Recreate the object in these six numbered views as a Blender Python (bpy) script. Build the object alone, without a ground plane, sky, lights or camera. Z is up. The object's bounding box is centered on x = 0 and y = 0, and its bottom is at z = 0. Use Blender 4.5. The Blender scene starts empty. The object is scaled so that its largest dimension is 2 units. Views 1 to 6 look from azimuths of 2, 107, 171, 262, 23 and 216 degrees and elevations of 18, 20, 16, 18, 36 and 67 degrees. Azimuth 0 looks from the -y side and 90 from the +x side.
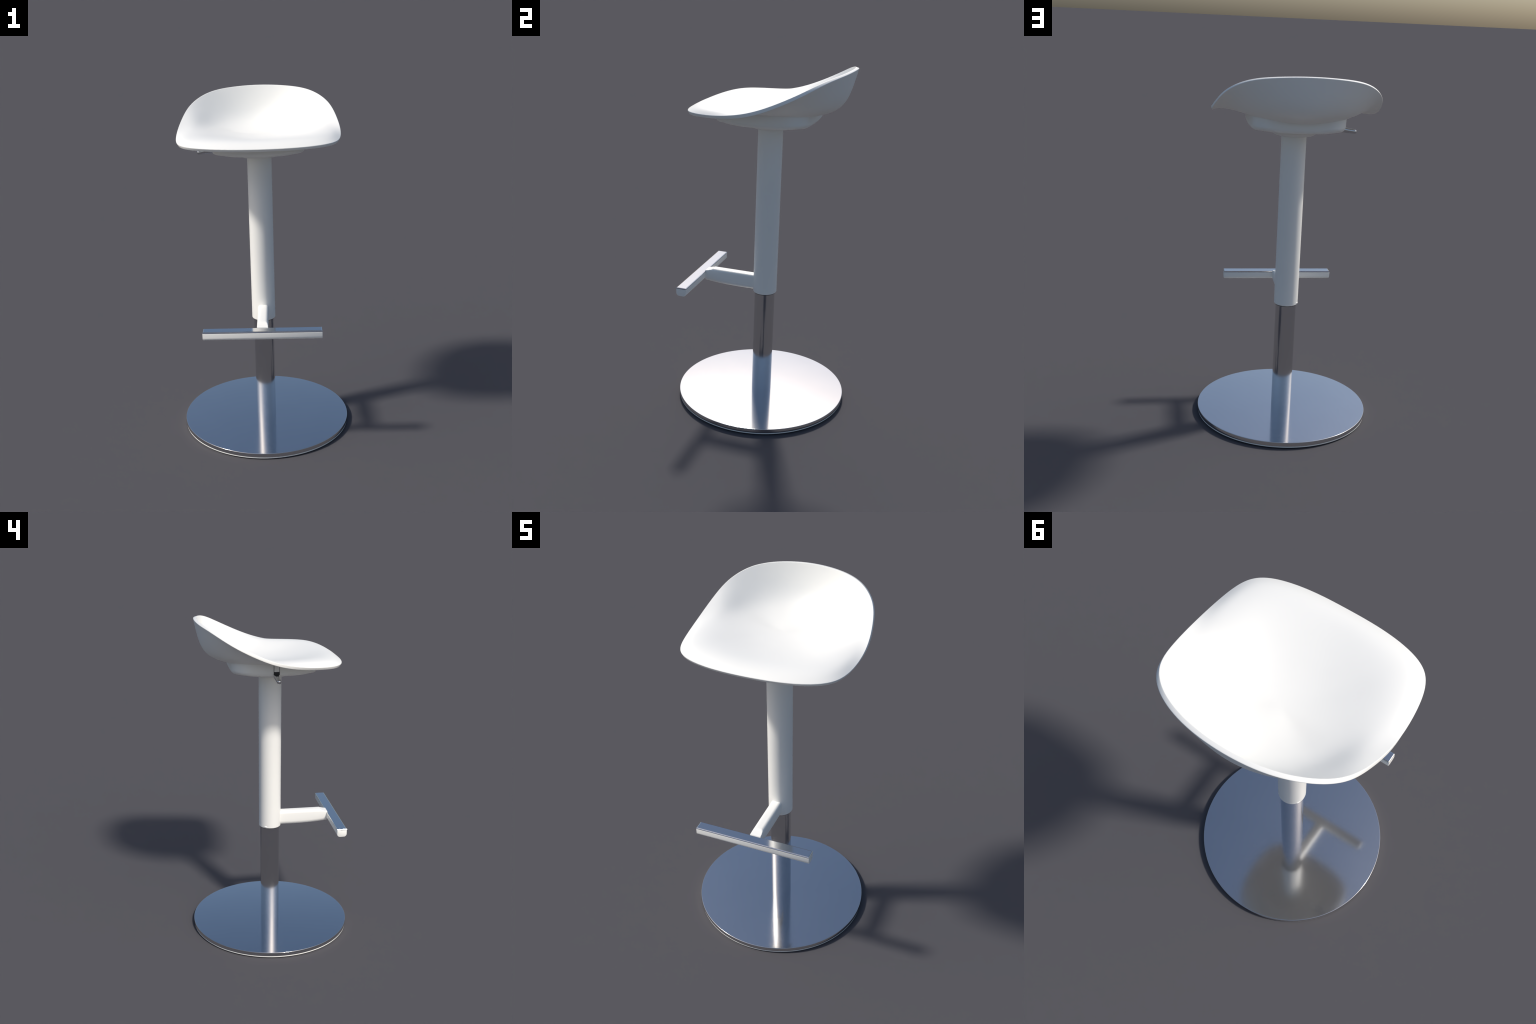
import bpy, bmesh, math
import numpy as np
from mathutils import Vector, Matrix

# ------------------------------------------------------------------ materials
def base_material(name, colour, metallic, roughness, vary=0.02, rough_vary=0.02,
                  scale=6.0, bump=0.0, bump_scale=400.0, spec=0.5):
    m = bpy.data.materials.new(name)
    m.use_nodes = True
    nt = m.node_tree
    b = nt.nodes["Principled BSDF"]
    tc = nt.nodes.new("ShaderNodeTexCoord")
    n = nt.nodes.new("ShaderNodeTexNoise")
    n.inputs["Scale"].default_value = scale
    n.inputs["Detail"].default_value = 4.0
    nt.links.new(tc.outputs["Object"], n.inputs["Vector"])
    r = nt.nodes.new("ShaderNodeValToRGB")
    r.color_ramp.elements[0].position = 0.35
    r.color_ramp.elements[1].position = 0.65
    r.color_ramp.elements[0].color = [c * (1 - vary) for c in colour] + [1]
    r.color_ramp.elements[1].color = [min(1, c * (1 + vary)) for c in colour] + [1]
    nt.links.new(n.outputs["Fac"], r.inputs["Fac"])
    nt.links.new(r.outputs["Color"], b.inputs["Base Color"])
    mr = nt.nodes.new("ShaderNodeMapRange")
    mr.inputs["To Min"].default_value = roughness - rough_vary
    mr.inputs["To Max"].default_value = roughness + rough_vary
    nt.links.new(n.outputs["Fac"], mr.inputs["Value"])
    nt.links.new(mr.outputs["Result"], b.inputs["Roughness"])
    b.inputs["Metallic"].default_value = metallic
    b.inputs["Specular IOR Level"].default_value = spec
    if bump > 0:
        n2 = nt.nodes.new("ShaderNodeTexNoise")
        n2.inputs["Scale"].default_value = bump_scale
        nt.links.new(tc.outputs["Object"], n2.inputs["Vector"])
        bp = nt.nodes.new("ShaderNodeBump")
        bp.inputs["Strength"].default_value = bump
        bp.inputs["Distance"].default_value = 0.001
        nt.links.new(n2.outputs["Fac"], bp.inputs["Height"])
        nt.links.new(bp.outputs["Normal"], b.inputs["Normal"])
    return m

PLASTIC = base_material("white_moulded_plastic", (0.950, 0.940, 0.890), 0, 0.45, 0.004, 0.01)
PAINT = base_material("white_lacquered_steel", (0.968, 0.954, 0.900), 0, 0.40, 0.004, 0.01)
CHROME = base_material("satin_chrome", (0.725, 0.725, 0.725), 1, 0.11, 0.006, 0.004)
POLISHED = base_material("polished_chrome", (0.72, 0.72, 0.72), 1, 0.12, 0.006, 0.004)
RUBBER = base_material("dark_rubber", (0.03, 0.03, 0.032), 0, 0.7, 0.1, 0.05)

# ------------------------------------------------------------------ helpers
root = bpy.data.objects.new("bar_stool", None)
bpy.context.scene.collection.objects.link(root)
root["label"] = "white scooped bar stool with chrome disc base and footrest"
root["category"] = "bar stool"

def smooth_by_angle(me, deg):
    bm = bmesh.new(); bm.from_mesh(me)
    lim = math.radians(deg)
    for e in bm.edges:
        if len(e.link_faces) == 2 and e.calc_face_angle(0) > lim:
            e.smooth = False
    for f in bm.faces:
        f.smooth = True
    bm.to_mesh(me); bm.free()

def make(name, verts, faces, mat, parent, angle=35, fix=True):
    me = bpy.data.meshes.new(name)
    me.from_pydata([tuple(map(float, v)) for v in verts], [], faces)
    me.update()
    if fix:
        bm = bmesh.new(); bm.from_mesh(me)
        bmesh.ops.recalc_face_normals(bm, faces=bm.faces)
        bm.to_mesh(me); bm.free()
    smooth_by_angle(me, angle)
    me.materials.append(mat)
    o = bpy.data.objects.new(name, me)
    bpy.context.scene.collection.objects.link(o)
    o.parent = parent
    return o

def loft(rings, cap0=True, cap1=True, closed=False):
    n = len(rings[0]); V = [p for r in rings for p in r]; F = []
    for i in range(len(rings) - (0 if closed else 1)):
        a, b = i * n, ((i + 1) % len(rings)) * n
        for j in range(n):
            k = (j + 1) % n
            F.append((a + j, a + k, b + k, b + j))
    if not closed:
        if cap0: F.append(tuple(range(n))[::-1])
        if cap1: F.append(tuple(range((len(rings) - 1) * n, len(rings) * n)))
    return V, F

def fillet(profile, n=6):
    """profile: list of (r, z, fillet radius) -> polyline with rounded corners"""
    P = [np.array(p[:2], float) for p in profile]; out = []
    for i, p in enumerate(P):
        rad = profile[i][2] if len(profile[i]) > 2 else 0
        if rad <= 0 or i in (0, len(P) - 1):
            out.append(p); continue
        a = P[i - 1] - p; b = P[i + 1] - p
        la, lb = np.linalg.norm(a), np.linalg.norm(b)
        a /= la; b /= lb
        half = math.acos(max(-1, min(1, float(a @ b)))) / 2
        t = min(rad / math.tan(half), la * .49, lb * .49)
        A, B = p + a * t, p + b * t
        for k in range(n + 1):
            s = k / n
            out.append((1 - s) ** 2 * A + 2 * s * (1 - s) * p + s * s * B)
    return out

def revolve(name, profile, mat, parent, seg=160, angle=35, cap=True, closed=False, centre=(0, 0)):
    pts = fillet(profile)
    rings = []
    for r, z in pts:
        rings.append([(centre[0] + r * math.cos(2 * math.pi * j / seg),
                       centre[1] + r * math.sin(2 * math.pi * j / seg), z) for j in range(seg)])
    V, F = loft(rings, cap, cap, closed)
    return make(name, V, F, mat, parent, angle)

def cubic(xs, ys, x, d0=None):
    """natural cubic spline (clamped at the start if d0 is given); ys may be 2-D"""
    xs = np.asarray(xs, float); ys = np.asarray(ys, float); n = len(xs)
    h = np.diff(xs); A = np.zeros((n, n)); B = np.zeros((n,) + ys.shape[1:])
    for i in range(1, n - 1):
        A[i, i - 1] = h[i - 1]; A[i, i] = 2 * (h[i - 1] + h[i]); A[i, i + 1] = h[i]
        B[i] = 6 * ((ys[i + 1] - ys[i]) / h[i] - (ys[i] - ys[i - 1]) / h[i - 1])
    A[-1, -1] = 1
    if d0 is None: A[0, 0] = 1
    else:
        A[0, 0] = 2 * h[0]; A[0, 1] = h[0]; B[0] = 6 * ((ys[1] - ys[0]) / h[0] - d0)
    M = np.linalg.solve(A, B)
    x = np.asarray(x, float); i = np.clip(np.searchsorted(xs, x, side="right") - 1, 0, n - 2)
    sh = (slice(None),) + (None,) * (ys.ndim - 1)
    a = ((xs[i + 1] - x) / h[i])[sh]; b = ((x - xs[i]) / h[i])[sh]; hh = h[i][sh]
    return a * ys[i] + b * ys[i + 1] + ((a ** 3 - a) * M[i] + (b ** 3 - b) * M[i + 1]) * hh ** 2 / 6

# ------------------------------------------------------------------ seat shell
# upper edge of the rim, right half, front centre -> back centre (B-spline control points)
RIM = np.array([
    (0.0000, -0.4020, 1.7630), (0.1399, -0.3997, 1.7650), (0.2828, -0.3794, 1.7680),
    (0.4139, -0.3222, 1.7750), (0.4507, -0.1704, 1.7740), (0.4603, 0.0027, 1.7990),
    (0.4421, 0.1485, 1.8560), (0.4055, 0.2767, 1.9215), (0.3009, 0.3750, 1.9800),
    (0.1600, 0.4276, 1.9960), (0.0000, 0.4434, 2.0030)])
K = len(RIM)

def bspline_closed(c, t):
    n = len(c); i = np.floor(t).astype(int); f = (t - i)[:, None]
    g = lambda d: c[(i + d) % n]
    return ((1 - f) ** 3 * g(-1) + (3 * f ** 3 - 6 * f ** 2 + 4) * g(0)
            + (-3 * f ** 3 + 3 * f ** 2 + 3 * f + 1) * g(1) + f ** 3 * g(2)) / 6

NT, NR = 320, 96
T = np.linspace(0, 2 * (K - 1), NT, endpoint=False)
loop = np.vstack([RIM, RIM[1:-1][::-1] * [-1, 1, 1]])
R = bspline_closed(loop, T) * [1.002, 1, 1] + [0, -0.001, 0]
TH = np.minimum(T, 2 * (K - 1) - T)            # 0 front .. 10 back, both halves

# heights of the sitting surface along spokes from the middle of the dish to the rim
CENTRE = np.array([0.0, 0.09]); FLOOR = 1.7615
KNOT_R = [0, .30, .55, .72, .84, .93]
ROWS = {  # rim parameter: heights at KNOT_R[1:]
    0.0: (1.768, 1.783, 1.794, 1.796, 1.785),
    1.6: (1.769, 1.786, 1.798, 1.799, 1.787),
    3.0: (1.771, 1.790, 1.802, 1.802, 1.792),
    4.2: (1.771, 1.789, 1.801, 1.803, 1.796),
    5.2: (1.770, 1.787, 1.803, 1.812, 1.813),
    6.2: (1.767, 1.786, 1.812, 1.842, 1.860),
    7.2: (1.762, 1.783, 1.818, 1.864, 1.902),
    8.4: (1.761, 1.779, 1.810, 1.858, 1.921),
    10.0: (1.761, 1.772, 1.793, 1.826, 1.893)}
keys = sorted(ROWS)
tk = [-k for k in keys[:0:-1]] + keys + [20 - k for k in keys[-2::-1]]
tv = np.array([ROWS[k] for k in keys[:0:-1]] + [ROWS[k] for k in keys] + [ROWS[k] for k in keys[-2::-1]])
H = cubic(tk, tv, TH)                          # NT x 5
r_line = 1 - (1 - np.linspace(0, 1, NR + 1)) ** 1.25
knots = np.vstack([np.full((1, NT), FLOOR), H.T, R[:, 2][None]])
reach = R[:, 1] - CENTRE[1]
tilt = (np.polyfit(reach * KNOT_R[1], H[:, 0], 1)[0] * reach)      # one even tilt through the middle
Zs = cubic(KNOT_R + [1.0], knots, r_line, d0=tilt)      # (NR+1) x NT
S = np.zeros((NR + 1, NT, 3))
S[:, :, :2] = CENTRE + (R[None, :, :2] - CENTRE) * r_line[:, None, None]
S[:, :, 2] = Zs

# surface normals (pointing up)
du = np.gradient(S, axis=0)
dv = np.roll(S, -1, 1) - np.roll(S, 1, 1)
Nn = np.cross(du, dv); Nn[0] = (0, 0, 1)
Nn /= np.linalg.norm(Nn, axis=2, keepdims=True)
Nn[Nn[..., 2] < 0] *= -1
belly = np.clip((0.97 - r_line) / 0.25, 0, 1)
THICK = 0.019 + 0.002 * belly * belly * (3 - 2 * belly)   # thicker under the sitter
Under = S - Nn * THICK[:, None, None]
out = S[-1] - S[-2]; out /= np.linalg.norm(out, axis=1, keepdims=True)

rings = [S[i] for i in range(1, NR)]
e = 0.003                                        # small radius on both rim edges
a, b, n = S[-1], Under[-1], Nn[-1]
for k in range(5):
    s = k / 4 * math.pi / 2
    rings.append(a - out * e * (1 - math.sin(s)) - n * e * (1 - math.cos(s)))
for k in range(5):
    s = k / 4 * math.pi / 2
    rings.append(b - out * e * (1 - math.cos(s)) + n * e * (1 - math.sin(s)))
rings += [Under[i] for i in range(NR - 1, 0, -1)]
V, F = loft(rings, False, False)
V = list(V); c0 = len(V); V.append(S[0, 0]); V.append(Under[0, 0])
last = (len(rings) - 1) * NT
for j in range(NT):
    k = (j + 1) % NT
    F.append((k, j, c0)); F.append((last + j, last + k, c0 + 1))
seat = make("seat_shell", V, F, PLASTIC, root, 40)

# ------------------------------------------------------------------ mechanism housing under the seat
def seat_height(x, y):
    """height of the sitting surface above (x, y)"""
    d = (S[..., 0] - x) ** 2 + (S[..., 1] - y) ** 2
    return S[..., 2].ravel()[int(np.argmin(d))]

def square_ring(inset, z, half=0.253, corner=0.100, k=20):
    """rounded square; z may be a function of (x, y)"""
    flat = []
    h = half - inset
    for qx, qy, a0 in ((1, 1, 0), (-1, 1, 90), (-1, -1, 180), (1, -1, 270)):
        r = max(corner + (0.010 if qy > 0 else -0.022) - inset, 0.02)   # back corners are rounder
        for i in range(k + 1):
            t = math.radians(a0 + 90 * i / k)
            flat.append((qx * (h - r) + r * math.cos(t), qy * (h - r) + r * math.sin(t)))
    ring = []
    for i, (ex, ey) in enumerate(flat):         # subdivide the straight sides
        nx, ny = flat[(i + 1) % len(flat)]
        parts = k if i % (k + 1) == k else 1
        for j in range(parts):
            ring.append((ex + (nx - ex) * j / parts, ey + (ny - ey) * j / parts))
    return [(x, y, z(x, y) if callable(z) else z) for x, y in ring]

def corner_lift(x, y):
    """the bottom edge rises a little towards the four corners"""
    return 0.012 * min(max((math.hypot(x, y) - 0.23) / 0.07, 0), 1) ** 2

BOTTOM, EDGE = 1.690, 0.024
wall = [square_ring(-0.003, lambda x, y: seat_height(x, y) - .014),
        square_ring(-0.001, lambda x, y: seat_height(x, y) - .032),
        square_ring(0.0, lambda x, y: min(1.735, seat_height(x, y) - .040))]
for i in range(9):
    t = math.pi / 2 * i / 8
    wall.append(square_ring(EDGE * (1 - math.cos(t)), lambda x, y, t=t: BOTTOM + EDGE * (1 - math.sin(t)) + corner_lift(x, y)))
wall.append(square_ring(0.12, BOTTOM - .002))
V, F = loft(wall, cap0=False)
housing = make("seat_housing", V, F, PLASTIC, root, 40)
revolve("column_collar", [(0.10, 1.70), (0.133, 1.692), (0.131, 1.671, .008), (0.106, 1.656, .012), (0.072, 1.649, .003), (0.060, 1.649)],
        PLASTIC, housing, 128, 40, cap=False)

# dark block in place of the lever opening, and lever, on the -x side
def box_ring(cx, w, h, z, y=0.0, rad=0.4, n=6, k=4):
    """rounded rectangle in a y-z plane at x = cx"""
    pts = []
    r = min(w, h) / 2 * rad
    for qy, qz, a0 in ((1, 1, 0), (-1, 1, 90), (-1, -1, 180), (1, -1, 270)):
        for i in range(k + 1):
            t = math.radians(a0 + 90 * i / k)
            pts.append((cx, y + qy * (w / 2 - r) + r * math.cos(t), z + qz * (h / 2 - r) + r * math.sin(t)))
    return pts

V, F = loft([box_ring(-0.215, .035, .060, 1.732, rad=.1), box_ring(-0.2542, .035, .060, 1.732, rad=.1)])
slot_block = make("lever_slot_block", V, F, RUBBER, housing, 30)  # solid dark block, slightly proud of the wall, stands in for the opening
V, F = loft([box_ring(-0.225, .029, .044, 1.743, rad=.1), box_ring(-0.2558, .029, .044, 1.743, rad=.1)])
make("slot_cover", V, F, PLASTIC, housing, 30)
stations = [(-0.20, .033, .032, 1.696), (-0.262, .033, .030, 1.6905), (-0.335, .026, .024, 1.6815),
            (-0.345, .023, .022, 1.6803), (-0.3495, .016, .015, 1.680), (-0.351, .007, .006, 1.680)]
V, F = loft([box_ring(x, w, h, z, 0.0, .8) for x, w, h, z in stations])
make("height_lever", V, F, POLISHED, root, 50)

# ------------------------------------------------------------------ column
column = revolve("column_tube", [
    (0.0600, 0.681), (0.0625, 0.6755, .001), (0.0665, 0.6745, .002), (0.0690, 0.6785, .003), (0.0693, 1.655), (0.05, 1.655)],
    PAINT, root, 128, 35, cap=False)
revolve("piston_tube", [(0.059, 0.030), (0.059, 1.10)], CHROME, root, 128, 35)
revolve("tube_shade_ring", [(0.0585, 0.6705), (0.0640, 0.6705, .001), (0.0640, 0.678), (0.0585, 0.678)], RUBBER, column, 128, 35,  # dark ring added to draw the shaded line below the tube edge
        cap=False, closed=True)

# small plug on the lower tube
ang = math.atan2(.51, -.86)
bm = bmesh.new()
bmesh.ops.create_uvsphere(bm, u_segments=24, v_segments=16, radius=1)
bmesh.ops.scale(bm, vec=(0.0035, 0.0105, 0.0055), verts=bm.verts)
bmesh.ops.rotate(bm, cent=(0, 0, 0), matrix=Matrix.Rotation(ang, 3, 'Z'), verts=bm.verts)
bmesh.ops.translate(bm, vec=(0.0685 * math.cos(ang), 0.0685 * math.sin(ang), 0.684), verts=bm.verts)
me = bpy.data.meshes.new("tube_plug"); bm.to_mesh(me); bm.free()
me.materials.append(PAINT)
for p in me.polygons: p.use_smooth = True
o = bpy.data.objects.new("tube_plug", me); bpy.context.scene.collection.objects.link(o); o.parent = column

# ------------------------------------------------------------------ footrest
foot = bpy.data.objects.new("footrest", None)
bpy.context.scene.collection.objects.link(foot); foot.parent = root

def arm_section(y, top, bottom, w, cut, k=8):
    pts = []
    rt, rb = 0.018, 0.028
    for qx, qz, a0 in ((1, 1, 0), (-1, 1, 90), (-1, -1, 180), (1, -1, 270)):
        r = rt if qz > 0 else rb
        for i in range(k + 1):
            t = math.radians(a0 + 90 * i / k)
            zc = top - r if qz > 0 else bottom + r
            pts.append((qx * (w / 2 - r) + r * math.cos(t), y, min(zc + r * math.sin(t), cut)))
    return pts
rows = []
ys = [-.04, -.08, -.13, -.18, -.23, -.27, -.295, -.310, -.3165, -.320, -.324, -.328, -.332, -.337, -.345, -.355, -.368]
for y in ys:
    top = np.interp(-y, [.07, .316], [.7730, .7735])
    bot = np.interp(-y, [.07, .15, .22, .28, .33, .375], [.680, .679, .680, .683, .687, .692])
    cut = 1.0 if y > -.317 else np.interp(-y, [.317, .331, .364], [.7765, .7670, .7585])
    rows.append(arm_section(y, top, bot, .062, cut))
V, F = loft(rows)
make("footrest_arm", V, F, PAINT, foot, 30)

def bar_section(x, y0, y1, z0, z1, r, k=8):
    pts = []
    for y, z, rr, a0 in ((y1 , z1, .002, 0), (y0, z1, .002, 90), (y0, z0, r, 180), (y1, z0, r, 270)):
        sy = -1 if y == y1 else 1; sz = -1 if z == z1 else 1
        for i in range(k + 1):
            t = math.radians(a0 + 90 * i / k)
            pts.append((x, y + sy * rr + rr * math.cos(t), z + sz * rr + rr * math.sin(t)))
    return pts
XL = 0.3315
def inset_bar(y0, y1, z0, z1, r, L, e=.002):
    S = []
    for x, d in ((-L, e), (-L + e * .3, e * .3), (-L + e, 0), (L - e, 0), (L - e * .3, e * .3), (L, e)):
        S.append(bar_section(x, y0 + d, y1 - d, z0 + d, z1 - d * .2, r))
    return loft(S)
V, F = inset_bar(-.4240, -.3645, .7040, .7470, .018, XL)
make("footrest_bar", V, F, PAINT, foot, 30)
V, F = inset_bar(-.4210, -.3670, .7460, .7490, .0005, XL - .002, .0003)
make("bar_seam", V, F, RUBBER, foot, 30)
pr = []
for d, z in ((.0, .7485), (.0, .7515), (.0015, .7535), (.0050, .7550)):
    pr.append([(-XL + d, -.4240 + d, z), (XL - d, -.4240 + d, z), (XL - d, -.3645 - d, z), (-XL + d, -.3645 - d, z)])
V, F = loft(pr)
make("tread_plate", V, F, CHROME, foot, 12)

# ------------------------------------------------------------------ base
base = revolve("base_disc", [(0.001, 0.011), (0.495, 0.011, .001), (0.4998, 0.0125, .001), (0.4998, 0.0362, .003), (0.001, 0.0362)],
               CHROME, root, 256, 30)
revolve("base_trim", [(0.45, 0.0045), (0.4985, 0.0045, .002), (0.4985, 0.0112, .002), (0.45, 0.0112)], PLASTIC, base, 256, 30,
        cap=False, closed=True)
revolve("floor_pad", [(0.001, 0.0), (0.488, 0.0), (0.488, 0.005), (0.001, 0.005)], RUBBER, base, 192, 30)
